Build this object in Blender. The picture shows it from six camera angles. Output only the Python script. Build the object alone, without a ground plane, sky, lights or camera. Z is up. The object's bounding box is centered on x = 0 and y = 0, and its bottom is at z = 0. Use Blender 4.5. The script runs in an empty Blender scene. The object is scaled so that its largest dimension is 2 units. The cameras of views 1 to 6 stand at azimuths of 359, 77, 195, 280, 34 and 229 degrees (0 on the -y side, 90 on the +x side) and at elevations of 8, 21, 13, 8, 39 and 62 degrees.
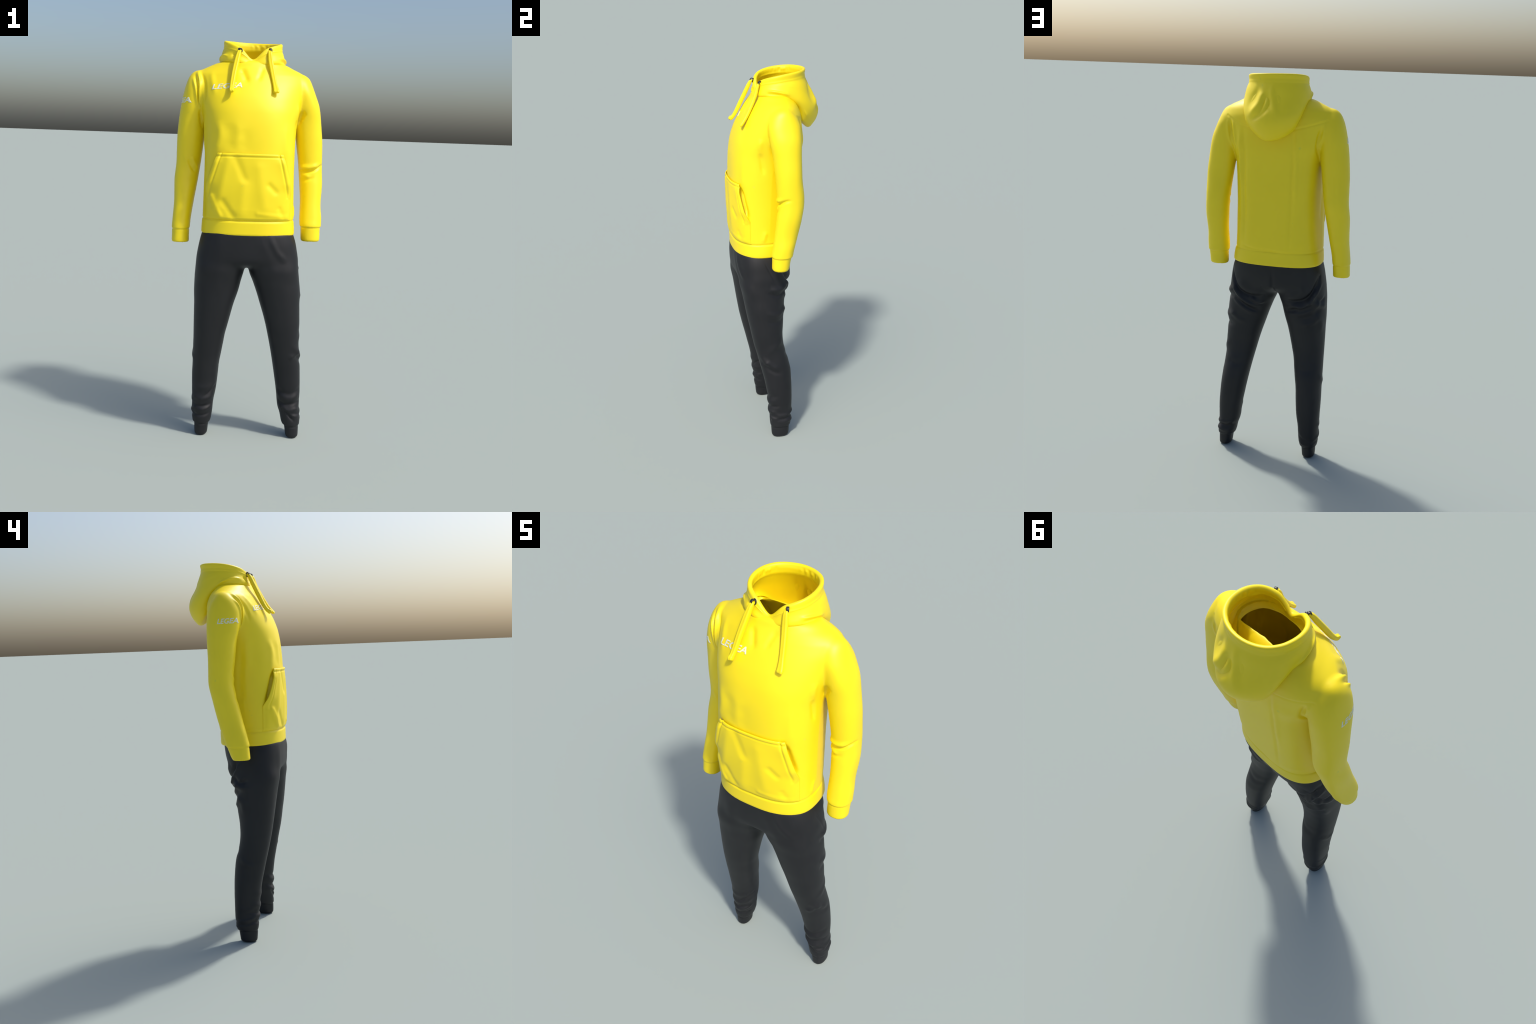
"""Yellow hooded sweatshirt over black jogging trousers, worn by nobody (hollow neck)."""
import bpy, math
import numpy as np
from mathutils import Vector
from mathutils.bvhtree import BVHTree

rng = np.random.default_rng(7)

# ------------------------------------------------------------------ maths helpers
def pchip(xk, yk, x):
    """Monotone cubic through the knots (columns of yk are separate curves)."""
    xk = np.asarray(xk, float); yk = np.asarray(yk, float); x = np.asarray(x, float)
    if yk.ndim == 1:
        return pchip(xk, yk[:, None], x)[:, 0]
    h = np.diff(xk)[:, None]; d = np.diff(yk, axis=0) / h
    m = np.zeros_like(yk)
    if len(xk) > 2:
        w1 = 2 * h[1:] + h[:-1]; w2 = h[1:] + 2 * h[:-1]
        same = d[:-1] * d[1:] > 0
        safe0 = np.where(same, d[:-1], 1); safe1 = np.where(same, d[1:], 1)
        m[1:-1] = np.where(same, (w1 + w2) / (w1 / safe0 + w2 / safe1), 0)
    m[0], m[-1] = d[0], d[-1]
    i = np.clip(np.searchsorted(xk, x) - 1, 0, len(xk) - 2)
    t = ((x - xk[i]) / h[i, 0])[:, None]; hh = h[i]
    return ((1 + 2 * t) * (1 - t) ** 2 * yk[i] + t * (1 - t) ** 2 * hh * m[i]
            + t * t * (3 - 2 * t) * yk[i + 1] + t * t * (t - 1) * hh * m[i + 1])

def catmull(points, per, closed=False):
    """Centripetal-free Catmull-Rom resampling of a control polygon."""
    p = np.asarray(points, float); n = len(p)
    idx = lambda k: p[k % n] if closed else p[min(max(k, 0), n - 1)]
    out = []
    for k in range(n if closed else n - 1):
        a, b, c, d = idx(k - 1), idx(k), idx(k + 1), idx(k + 2)
        for t in np.arange(per) / per:
            out.append(0.5 * (2 * b + (c - a) * t + (2 * a - 5 * b + 4 * c - d) * t ** 2
                              + (3 * b - a - 3 * c + d) * t ** 3))
    if not closed:
        out.append(p[-1])
    return np.array(out)

def step(a, b, x):
    t = np.clip((x - a) / (b - a), 0, 1)
    return t * t * (3 - 2 * t)

def superellipse(p, n):
    t = np.linspace(0, 2 * np.pi, n, endpoint=False)
    c, s = np.cos(t), np.sin(t)
    return np.sign(c) * np.abs(c) ** (2 / p), np.sign(s) * np.abs(s) ** (2 / p)

# ------------------------------------------------------------------ mesh helpers
def new_mesh(name, verts, faces):
    me = bpy.data.meshes.new(name)
    me.from_pydata([tuple(v) for v in verts], [], [tuple(f) for f in faces])
    me.update()
    return me

def add_object(name, me, parent=None, mat=None, smooth=True):
    ob = bpy.data.objects.new(name, me)
    bpy.context.scene.collection.objects.link(ob)
    if mat:
        me.materials.append(mat)
    if smooth and len(me.polygons):
        me.polygons.foreach_set("use_smooth", np.ones(len(me.polygons), bool))
    if parent:
        ob.parent = parent
        ob.location = -parent.location      # mesh data is kept in world coordinates
    return ob

def grid_faces(rows, cols, wrap_rows=False, wrap_cols=False):
    f = []
    for i in range(rows if wrap_rows else rows - 1):
        for j in range(cols if wrap_cols else cols - 1):
            i2, j2 = (i + 1) % rows, (j + 1) % cols
            f.append((i * cols + j, i * cols + j2, i2 * cols + j2, i2 * cols + j))
    return f

def closed_loft(rings):
    """Rings (k, n, 3) closed with a fan at both ends."""
    k, n, _ = rings.shape
    verts = np.concatenate([rings.reshape(-1, 3), rings[0].mean(0)[None], rings[-1].mean(0)[None]])
    faces = grid_faces(k, n, wrap_cols=True)
    a, b = k * n, k * n + 1
    faces += [(a, (j + 1) % n, j) for j in range(n)]
    o = (k - 1) * n
    faces += [(b, o + j, o + (j + 1) % n) for j in range(n)]
    return verts, faces

def body_rings(table, n=72, dz=0.006, taper=None):
    """Level rings from rows (z, x_left, x_right, y_front, y_widest, y_back, front exponent, back exponent)."""
    t = np.array([r if len(r) == 8 else (*r, r[-1]) for r in table], float); t = t[np.argsort(t[:, 0])]
    z = np.linspace(t[0, 0], t[-1, 0], max(8, int((t[-1, 0] - t[0, 0]) / dz)))
    v = pchip(t[:, 0], t[:, 1:], z)
    rings = np.zeros((len(z), n, 3))
    for i in range(len(z)):
        xl, xr, yf, yw, yb, pf, pb = v[i]
        cf, sf = superellipse(pf, n)
        cb, sb = superellipse(pb, n)
        rings[i, :, 0] = (xl + xr) / 2 + (xr - xl) / 2 * np.where(sf < 0, cf, cb)
        rings[i, :, 1] = yw + np.where(sf < 0, (yw - yf) * sf, (yb - yw) * sb)
        if taper:                                   # flanks run in towards the back
            back = np.clip((rings[i, :, 1] - yw) / (yb - yw), 0, 1)
            rings[i, :, 0] = (xl + xr) / 2 + (rings[i, :, 0] - (xl + xr) / 2) * (1 - taper(z[i]) * back)
        rings[i, :, 2] = z[i]
    return rings

def inside_measure(table, P):
    """Normalised radius of points P in the level rings of a table (below 1 = inside)."""
    t = np.array([r if len(r) == 8 else (*r, r[-1]) for r in table], float); t = t[np.argsort(t[:, 0])]
    v = pchip(t[:, 0], t[:, 1:], np.clip(P[:, 2], t[0, 0], t[-1, 0]))
    cx, hx = (v[:, 0] + v[:, 1]) / 2, (v[:, 1] - v[:, 0]) / 2
    dy = P[:, 1] - v[:, 3]
    hy = np.where(dy < 0, v[:, 3] - v[:, 2], v[:, 4] - v[:, 3])
    p = np.where(dy < 0, v[:, 5], v[:, 6])
    return (np.abs((P[:, 0] - cx) / hx) ** p + np.abs(dy / hy) ** p) ** (1 / p)

def voxel_union(lofts, voxel):
    vs, fs, o = [], [], 0
    for v, f in lofts:
        vs.append(v); fs += [tuple(i + o for i in q) for q in f]; o += len(v)
    ob = add_object("helper", new_mesh("helper", np.concatenate(vs), fs))
    m = ob.modifiers.new("r", "REMESH"); m.mode = "VOXEL"; m.voxel_size = voxel
    ev = ob.evaluated_get(bpy.context.evaluated_depsgraph_get())
    me = bpy.data.meshes.new_from_object(ev)
    bpy.data.objects.remove(ob)
    return me

class Cloth:
    """A dense surface that can be smoothed, creased and cut into named parts."""
    def __init__(self, me):
        self.v = np.zeros(len(me.vertices) * 3); me.vertices.foreach_get("co", self.v)
        self.v = self.v.reshape(-1, 3)
        e = np.zeros(len(me.edges) * 2, int); me.edges.foreach_get("vertices", e)
        self.e = e.reshape(-1, 2)
        self.f = [tuple(p.vertices) for p in me.polygons]
        self.deg = np.bincount(self.e.ravel(), minlength=len(self.v))[:, None]
        self.me = me

    def laplacian(self):
        s = np.zeros_like(self.v)
        for k in range(3):
            s[:, k] = (np.bincount(self.e[:, 0], self.v[self.e[:, 1], k], len(self.v))
                       + np.bincount(self.e[:, 1], self.v[self.e[:, 0], k], len(self.v)))
        return s / self.deg - self.v

    def smooth(self, times, weight=None):
        w = 1.0 if weight is None else weight[:, None]
        for _ in range(times):                       # Taubin: no shrinking
            self.v += 0.5 * w * self.laplacian()
            self.v -= 0.52 * w * self.laplacian()

    def relax(self, times, weight):
        for _ in range(times):
            self.v += 0.5 * weight[:, None] * self.laplacian()

    def sync(self):
        self.me.vertices.foreach_set("co", self.v.ravel()); self.me.update()

    def normals(self):
        self.sync()
        n = np.zeros(len(self.v) * 3); self.me.vertices.foreach_get("normal", n)
        return n.reshape(-1, 3)

    def tree(self):
        self.sync()
        return BVHTree.FromPolygons([tuple(p) for p in self.v], self.f)

AIM = {"front": ((0, 1, 0), lambda a, b: (a, -1.5, b)), "back": ((0, -1, 0), lambda a, b: (a, 1.5, b)),
       "right": ((1, 0, 0), lambda a, b: (-1.5, a, b)), "left": ((-1, 0, 0), lambda a, b: (1.5, a, b))}

def snap(tree, side, pts):
    """Throw a drawn path (two coordinates) on the surface from one side."""
    d, at = AIM[side]; out = []
    for a, b in pts:
        hit = tree.ray_cast(Vector(at(a, b)), Vector(d))[0]
        if hit is not None:
            out.append(tuple(hit))
    return np.array(out)

def path_distance(v, path):
    best = np.full(len(v), 9.0); along = np.zeros(len(v))
    seg = np.diff(path, axis=0); ln = np.linalg.norm(seg, axis=1); acc = np.r_[0, np.cumsum(ln)]
    for i in range(len(seg)):
        t = np.clip(((v - path[i]) @ seg[i]) / max(ln[i] ** 2, 1e-12), 0, 1)
        d = np.linalg.norm(v - path[i] - t[:, None] * seg[i], axis=1)
        near = d < best
        best[near] = d[near]; along[near] = acc[i] + t[near] * ln[i]
    return best, along / acc[-1]

def fold_amount(v, path, width, height, taper=True, sharp=2.0):
    lo, hi = path.min(0) - 4 * width, path.max(0) + 4 * width
    sel = np.where(np.all((v > lo) & (v < hi), axis=1))[0]
    out = np.zeros(len(v))
    if len(sel) and len(path) > 1:
        d, t = path_distance(v[sel], path)
        a = np.exp(-(d / width) ** sharp) * height
        if taper:
            a *= np.clip(np.sin(np.pi * np.clip(t, 0.0, 1)) * 1.25 + 0.12, 0, 1)
        out[sel] = a
    return out

def fold_surface(cloth, folds, sub=6):
    """folds: (side, [(a, b), ...], width, height[, taper]) drawn on the surface as ridges (+) and creases (-)."""
    tree = cloth.tree(); n = cloth.normals(); total = np.zeros(len(cloth.v))
    for side, pts, width, height, *rest in folds:
        path = snap(tree, side, catmull(pts, sub) if len(pts) > 2 else np.linspace(pts[0], pts[1], 14))
        if len(path) > 1:
            total += fold_amount(cloth.v, path, width, height, *(rest or [True]))
    cloth.v += n * total[:, None]

def split_parts(cloth, labels, specs, parent):
    """Cut the faces by label into objects that share border vertices and the whole surface's normals."""
    n = cloth.normals()
    made = {}
    for lab, (name, mat) in specs.items():
        faces = [f for f, l in zip(cloth.f, labels) if l == lab]
        ids = np.unique(np.concatenate([np.array(f) for f in faces]))
        back = np.full(len(cloth.v), -1); back[ids] = np.arange(len(ids))
        me = new_mesh(name, cloth.v[ids], [tuple(back[list(f)]) for f in faces])
        ob = add_object(name, me, parent, mat)
        me.normals_split_custom_set_from_vertices([tuple(q) for q in n[ids]])
        made[lab] = ob
    return made

# ------------------------------------------------------------------ materials
def cloth_material(name, colour, tint, roughness, sheen, weave=900.0, bump=0.12, spots=None, specular=0.5):
    m = bpy.data.materials.new(name); m.use_nodes = True
    nt = m.node_tree; N, L = nt.nodes, nt.links
    b = N["Principled BSDF"]
    b.inputs["Roughness"].default_value = roughness
    b.inputs["Specular IOR Level"].default_value = specular
    b.inputs["Sheen Weight"].default_value = sheen
    b.inputs["Sheen Roughness"].default_value = 0.5
    b.inputs["Sheen Tint"].default_value = (*[min(1, c * 1.2 + 0.05) for c in colour], 1)
    tc = N.new("ShaderNodeTexCoord")
    big = N.new("ShaderNodeTexNoise"); big.inputs["Scale"].default_value = 5.0; big.inputs["Detail"].default_value = 3
    L.new(tc.outputs["Object"], big.inputs["Vector"])
    ramp = N.new("ShaderNodeValToRGB")
    ramp.color_ramp.elements[0].position = 0.35; ramp.color_ramp.elements[0].color = (*colour, 1)
    ramp.color_ramp.elements[1].position = 0.70; ramp.color_ramp.elements[1].color = (*tint, 1)
    L.new(big.outputs["Fac"], ramp.inputs["Fac"])
    last = ramp.outputs["Color"]
    if spots:                                   # sparse short flecks of lint and print residue
        n1 = N.new("ShaderNodeTexNoise"); n1.inputs["Scale"].default_value = 26.0; n1.inputs["Detail"].default_value = 4
        L.new(tc.outputs["Object"], n1.inputs["Vector"])
        r1 = N.new("ShaderNodeValToRGB")
        r1.color_ramp.elements[0].position = 0.715; r1.color_ramp.elements[0].color = (0, 0, 0, 1)
        r1.color_ramp.elements[1].position = 0.76; r1.color_ramp.elements[1].color = (1, 1, 1, 1)
        L.new(n1.outputs["Fac"], r1.inputs["Fac"])
        mix = N.new("ShaderNodeMix"); mix.data_type = "RGBA"
        mul = N.new("ShaderNodeMath"); mul.operation = "MULTIPLY"; mul.inputs[1].default_value = 0.35
        L.new(r1.outputs["Color"], mul.inputs[0]); L.new(mul.outputs[0], mix.inputs["Factor"])
        L.new(last, mix.inputs["A"]); mix.inputs["B"].default_value = (*spots, 1)
        last = mix.outputs["Result"]
    L.new(last, b.inputs["Base Color"])
    fine = N.new("ShaderNodeTexNoise"); fine.inputs["Scale"].default_value = weave; fine.inputs["Detail"].default_value = 2
    L.new(tc.outputs["Object"], fine.inputs["Vector"])
    bp = N.new("ShaderNodeBump"); bp.inputs["Strength"].default_value = bump; bp.inputs["Distance"].default_value = 0.001
    L.new(fine.outputs["Fac"], bp.inputs["Height"]); L.new(bp.outputs["Normal"], b.inputs["Normal"])
    return m

YELLOW = cloth_material("yellow_fleece", (0.90, 0.705, 0.004), (0.92, 0.725, 0.006), 0.48, 0.02, spots=(0.62, 0.62, 0.06))
BLACK = cloth_material("black_jersey", (0.0072, 0.0076, 0.0098), (0.0098, 0.0103, 0.0128), 0.54, 0.02, specular=0.38)
WHITE = cloth_material("white_print", (0.74, 0.75, 0.58), (0.80, 0.80, 0.66), 0.5, 0.0)

def metal_material():
    m = bpy.data.materials.new("blackened_metal"); m.use_nodes = True
    b = m.node_tree.nodes["Principled BSDF"]
    nz = m.node_tree.nodes.new("ShaderNodeTexNoise"); nz.inputs["Scale"].default_value = 160
    rp = m.node_tree.nodes.new("ShaderNodeValToRGB")
    rp.color_ramp.elements[0].color = (0.008, 0.008, 0.010, 1); rp.color_ramp.elements[1].color = (0.05, 0.05, 0.055, 1)
    m.node_tree.links.new(nz.outputs["Fac"], rp.inputs["Fac"]); m.node_tree.links.new(rp.outputs["Color"], b.inputs["Base Color"])
    b.inputs["Metallic"].default_value = 0.3; b.inputs["Roughness"].default_value = 0.35
    return m
METAL = metal_material()

# ------------------------------------------------------------------ things
def thing(name, z, label, category):
    e = bpy.data.objects.new(name, None); e.location = (0, 0, z); e.empty_display_size = 0.2
    bpy.context.scene.collection.objects.link(e)
    e["label"] = label; e["category"] = category
    return e
hoodie = thing("hoodie", 1.0, "bright yellow pullover hoodie with pouch pocket and drawstrings", "hoodie")
trousers = thing("jogging_trousers", 0.0, "slim black jogging trousers with ribbed ankle cuffs", "trousers")

# ================================================================== HOODIE BODY
# z, x_left, x_right, y_front, y_widest, y_back, exponent
TORSO = [
    (1.055, -0.222, 0.232, -0.233, -0.075, 0.092, 2.60, 2.80),
    (1.062, -0.225, 0.235, -0.238, -0.075, 0.096, 2.60, 2.80),
    (1.118, -0.222, 0.231, -0.238, -0.075, 0.097, 2.65, 2.90),
    (1.132, -0.220, 0.229, -0.236, -0.075, 0.100, 2.70, 2.90),
    (1.190, -0.219, 0.227, -0.237, -0.072, 0.104, 2.75, 3.70),
    (1.270, -0.218, 0.225, -0.239, -0.066, 0.110, 2.80, 3.80),
    (1.380, -0.217, 0.223, -0.237, -0.060, 0.118, 2.80, 3.90),
    (1.480, -0.218, 0.224, -0.234, -0.052, 0.126, 2.75, 4.00),
    (1.570, -0.222, 0.228, -0.228, -0.042, 0.131, 2.60, 4.00),
    (1.640, -0.233, 0.239, -0.217, -0.035, 0.134, 2.45, 4.00),
    (1.700, -0.250, 0.254, -0.198, -0.022, 0.134, 2.20, 3.20),
    (1.750, -0.265, 0.267, -0.173, -0.008, 0.133, 2.05, 2.90),
    (1.790, -0.277, 0.277, -0.150, 0.004, 0.129, 1.90, 2.60),
    (1.820, -0.275, 0.273, -0.131, 0.010, 0.122, 1.80, 2.20),
    (1.842, -0.252, 0.249, -0.115, 0.014, 0.114, 1.78, 2.00),
    (1.862, -0.212, 0.206, -0.102, 0.016, 0.102, 1.85, 1.90),
    (1.880, -0.170, 0.168, -0.093, 0.016, 0.090, 1.95, 2.00),
    (1.890, -0.128, 0.130, -0.082, 0.012, 0.072, 2.00, 2.00),
]
SLEEVE_RIGHT = [
    (1.000, -0.368, -0.289, -0.107, -0.062, -0.025, 2.20),
    (1.004, -0.372, -0.287, -0.110, -0.062, -0.021, 2.20),
    (1.060, -0.372, -0.287, -0.107, -0.050, 0.003, 2.20),
    (1.068, -0.374, -0.285, -0.109, -0.050, 0.008, 2.20),
    (1.110, -0.372, -0.282, -0.101, -0.040, 0.021, 2.20),
    (1.200, -0.368, -0.270, -0.077, -0.012, 0.049, 2.20),
    (1.300, -0.370, -0.254, -0.053, 0.008, 0.073, 2.20),
    (1.400, -0.363, -0.240, -0.033, 0.026, 0.093, 2.20),
    (1.500, -0.362, -0.228, -0.044, 0.028, 0.091, 2.20),
    (1.600, -0.355, -0.215, -0.056, 0.024, 0.095, 2.20),
    (1.680, -0.343, -0.205, -0.072, 0.018, 0.096, 2.20),
    (1.740, -0.330, -0.195, -0.076, 0.014, 0.090, 2.20),
    (1.788, -0.316, -0.185, -0.066, 0.012, 0.076, 2.10),
    (1.818, -0.301, -0.180, -0.048, 0.012, 0.056, 2.00),
    (1.838, -0.280, -0.190, -0.023, 0.012, 0.039, 2.00),
    (1.845, -0.257, -0.200, -0.001, 0.012, 0.021, 2.00),
]
SLEEVE_LEFT = [
    (1.020, 0.276, 0.362, -0.081, -0.040, -0.003, 2.20),
    (1.024, 0.273, 0.366, -0.085, -0.040, 0.000, 2.20),
    (1.084, 0.270, 0.368, -0.083, -0.028, 0.015, 2.20),
    (1.092, 0.266, 0.373, -0.086, -0.027, 0.021, 2.20),
    (1.130, 0.263, 0.373, -0.079, -0.022, 0.031, 2.20),
    (1.200, 0.264, 0.368, -0.067, -0.006, 0.051, 2.20),
    (1.300, 0.258, 0.373, -0.053, 0.014, 0.076, 2.20),
    (1.370, 0.252, 0.370, -0.044, 0.022, 0.088, 2.20),
    (1.400, 0.249, 0.369, -0.047, 0.024, 0.089, 2.20),
    (1.500, 0.235, 0.366, -0.052, 0.024, 0.082, 2.20),
    (1.600, 0.220, 0.356, -0.060, 0.020, 0.084, 2.20),
    (1.680, 0.210, 0.344, -0.072, 0.015, 0.088, 2.20),
    (1.740, 0.200, 0.322, -0.076, 0.012, 0.088, 2.20),
    (1.785, 0.190, 0.304, -0.066, 0.012, 0.076, 2.10),
    (1.815, 0.185, 0.290, -0.048, 0.012, 0.056, 2.00),
    (1.835, 0.190, 0.266, -0.023, 0.012, 0.039, 2.00),
    (1.842, 0.200, 0.244, -0.001, 0.012, 0.021, 2.00),
]
flank = lambda z: 0.13 * float(step(1.06, 1.20, z) * step(1.70, 1.58, z))
body = Cloth(voxel_union([closed_loft(body_rings(t)) for t in (SLEEVE_RIGHT, SLEEVE_LEFT)]
                          + [closed_loft(body_rings(TORSO, n=110, taper=flank))], 0.0034))
body.smooth(6)
v = body.v
shoulder = step(1.50, 1.58, v[:, 2]) * step(0.16, 0.22, np.abs(v[:, 0]))
body.relax(26, shoulder)                                   # cloth runs over the armhole
body.relax(6, step(1.66, 1.74, v[:, 2]) * (1 - shoulder))

fold_surface(body, [
    # right shoulder: gathered folds in front of the armhole
    ("front", [(-0.262, 1.835), (-0.247, 1.775), (-0.243, 1.700), (-0.250, 1.630)], 0.010, 0.013),
    ("front", [(-0.283, 1.800), (-0.270, 1.760), (-0.262, 1.710), (-0.258, 1.660)], 0.008, 0.008),
    ("front", [(-0.277, 1.820), (-0.262, 1.770), (-0.254, 1.710), (-0.252, 1.650)], 0.007, -0.007),
    ("front", [(-0.245, 1.820), (-0.226, 1.770), (-0.222, 1.690)], 0.010, -0.006),
    ("front", [(-0.195, 1.830), (-0.185, 1.780), (-0.170, 1.720)], 0.015, 0.004),
    ("front", [(-0.250, 1.660), (-0.243, 1.610), (-0.236, 1.560)], 0.008, -0.008),
    # left armpit
    ("front", [(0.268, 1.660), (0.250, 1.640), (0.238, 1.590)], 0.009, -0.011),
    ("front", [(0.230, 1.690), (0.226, 1.640), (0.222, 1.590)], 0.014, 0.006),
    ("front", [(0.275, 1.650), (0.262, 1.635), (0.250, 1.615)], 0.007, -0.006),
    # chest and belly drape
    ("front", [(-0.050, 1.850), (-0.035, 1.820), (-0.020, 1.780)], 0.014, -0.007),
    ("front", [(0.055, 1.860), (0.045, 1.830), (0.030, 1.790)], 0.012, -0.004),
    ("front", [(-0.105, 1.590), (-0.090, 1.520), (-0.100, 1.460)], 0.030, -0.003),
    ("front", [(-0.040, 1.560), (-0.020, 1.510), (-0.040, 1.460)], 0.028, -0.002),
    ("front", [(-0.060, 1.600), (-0.055, 1.530), (-0.070, 1.470)], 0.024, 0.002),
    ("front", [(-0.150, 1.600), (-0.140, 1.520), (-0.165, 1.440)], 0.022, 0.005),
    ("front", [(0.180, 1.600), (0.172, 1.500), (0.185, 1.420)], 0.020, 0.004),
    # left elbow
    ("front", [(0.250, 1.372), (0.290, 1.368), (0.330, 1.376), (0.368, 1.398)], 0.007, -0.010),
    ("front", [(0.250, 1.390), (0.300, 1.386), (0.350, 1.398)], 0.012, 0.007),
    ("front", [(0.250, 1.352), (0.280, 1.346), (0.310, 1.336)], 0.010, 0.004),
    ("front", [(0.262, 1.322), (0.290, 1.326), (0.330, 1.338)], 0.008, -0.003),
    # right elbow
    ("front", [(-0.300, 1.405), (-0.285, 1.370), (-0.262, 1.345)], 0.010, -0.007),
    ("front", [(-0.320, 1.430), (-0.300, 1.385), (-0.280, 1.355)], 0.011, 0.004),
    ("front", [(-0.285, 1.420), (-0.262, 1.380), (-0.250, 1.360)], 0.010, 0.005),
    # hem fullness
    ("front", [(-0.180, 1.260), (-0.160, 1.190), (-0.120, 1.140)], 0.014, 0.004),
    # back: yoke seam, long drape folds, armpit creases
    ("back", [(0.250, 1.792), (0.190, 1.762), (0.130, 1.742), (0.0, 1.728), (-0.130, 1.748), (-0.255, 1.786)], 0.005, -0.0018, False),
    ("back", [(0.250, 1.800), (0.190, 1.770), (0.130, 1.750), (0.0, 1.736), (-0.130, 1.756), (-0.255, 1.794)], 0.006, 0.0006, False),
    ("back", [(0.150, 1.740), (0.148, 1.600), (0.150, 1.450), (0.146, 1.300), (0.150, 1.160)], 0.012, -0.007),
    ("back", [(0.172, 1.740), (0.170, 1.600), (0.168, 1.450)], 0.011, 0.006),
    ("back", [(-0.100, 1.720), (-0.098, 1.500), (-0.094, 1.300), (-0.090, 1.150)], 0.009, -0.005),
    ("back", [(-0.118, 1.720), (-0.116, 1.550), (-0.112, 1.350)], 0.012, 0.005),
    ("back", [(0.232, 1.775), (0.226, 1.710), (0.212, 1.650), (0.204, 1.590)], 0.008, -0.009),
    ("back", [(0.246, 1.770), (0.242, 1.700), (0.226, 1.640)], 0.008, 0.006),
    ("back", [(0.214, 1.770), (0.204, 1.710), (0.192, 1.640)], 0.008, 0.005),
    ("back", [(-0.240, 1.775), (-0.232, 1.715), (-0.214, 1.670)], 0.008, 0.006),
    ("back", [(-0.226, 1.750), (-0.216, 1.705), (-0.210, 1.660), (-0.212, 1.600)], 0.009, -0.010),
    ("back", [(0.160, 1.150), (0.080, 1.136), (-0.040, 1.130)], 0.006, -0.004),
    # side: flank folds and elbow
    ("right", [(-0.100, 1.620), (-0.095, 1.540), (-0.100, 1.450)], 0.022, 0.005),
    ("right", [(-0.060, 1.560), (-0.055, 1.450), (-0.050, 1.300)], 0.020, -0.006),
    ("left", [(-0.120, 1.640), (-0.105, 1.560), (-0.095, 1.500)], 0.012, -0.006),
    ("left", [(-0.090, 1.200), (-0.105, 1.160), (-0.100, 1.140)], 0.012, 0.004),
])
# sewn rings: hem band and cuffs
n = body.normals()
is_torso_low = (inside_measure(TORSO, body.v) < np.minimum(inside_measure(SLEEVE_RIGHT, body.v), inside_measure(SLEEVE_LEFT, body.v)))
def ring_seam(z, width, depth, mask):
    return -depth * np.exp(-((body.v[:, 2] - z) / width) ** 2) * mask
HEM_SEAM = 1.128
CUFF_RIGHT, CUFF_LEFT = 1.064, 1.088
d = ring_seam(HEM_SEAM, 0.0045, 0.0035, is_torso_low)
d += ring_seam(CUFF_RIGHT, 0.004, 0.0025, ~is_torso_low & (body.v[:, 0] < 0))
d += ring_seam(CUFF_LEFT, 0.004, 0.0025, ~is_torso_low & (body.v[:, 0] > 0))
body.v += n * d[:, None]
# open-looking cuff mouths
for table, z0 in ((SLEEVE_RIGHT, 1.0), (SLEEVE_LEFT, 1.02)):
    r = inside_measure(table, body.v)
    mouth = (body.v[:, 2] < z0 + 0.006) & (r < 0.93)
    body.v[mouth, 2] += 0.018 * step(0.93, 0.84, r[mouth])
body.smooth(2)

pocket_tree = body.tree()                                  # the pocket lies on the cloth as it is here ...
fold_surface(body, [                                       # ... and the hand openings are hollow behind its edge
    ("front", [(0.152, 1.432), (0.166, 1.390), (0.184, 1.320), (0.196, 1.272)], 0.013, -0.020),
    ("front", [(-0.141, 1.432), (-0.156, 1.390), (-0.176, 1.320), (-0.190, 1.276)], 0.013, -0.020),
])
fc = np.array([np.mean(body.v[list(f)], axis=0) for f in body.f])
mt, mr, ml = (inside_measure(t, fc) for t in (TORSO, SLEEVE_RIGHT, SLEEVE_LEFT))
labels = np.full(len(fc), 0)
arm_x = np.where(fc[:, 2] > 1.60, 0.232 + (fc[:, 2] - 1.60) * 0.10, 0.0)
labels[(fc[:, 0] < -arm_x) & ((fc[:, 2] > 1.60) | (mr < mt)) & (fc[:, 0] < 0)] = 1
labels[(fc[:, 0] > arm_x) & ((fc[:, 2] > 1.60) | (ml < mt)) & (fc[:, 0] > 0)] = 2
labels[(labels == 1) & (fc[:, 2] < CUFF_RIGHT)] = 3
labels[(labels == 2) & (fc[:, 2] < CUFF_LEFT)] = 4
labels[(labels == 0) & (fc[:, 2] < HEM_SEAM)] = 5
neck_hole = (((fc[:, 0] - 0.004) / 0.134) ** 2 + ((fc[:, 1] - 0.0255) / 0.1020) ** 2 < 1) & (fc[:, 2] > 1.75)
labels[neck_hole] = 9
body_tree = body.tree()
split_parts(body, labels, {0: ("torso", YELLOW), 1: ("sleeve", YELLOW), 2: ("sleeve", YELLOW),
                           3: ("sleeve_cuff", YELLOW), 4: ("sleeve_cuff", YELLOW), 5: ("hem_band", YELLOW)}, hoodie)

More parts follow.
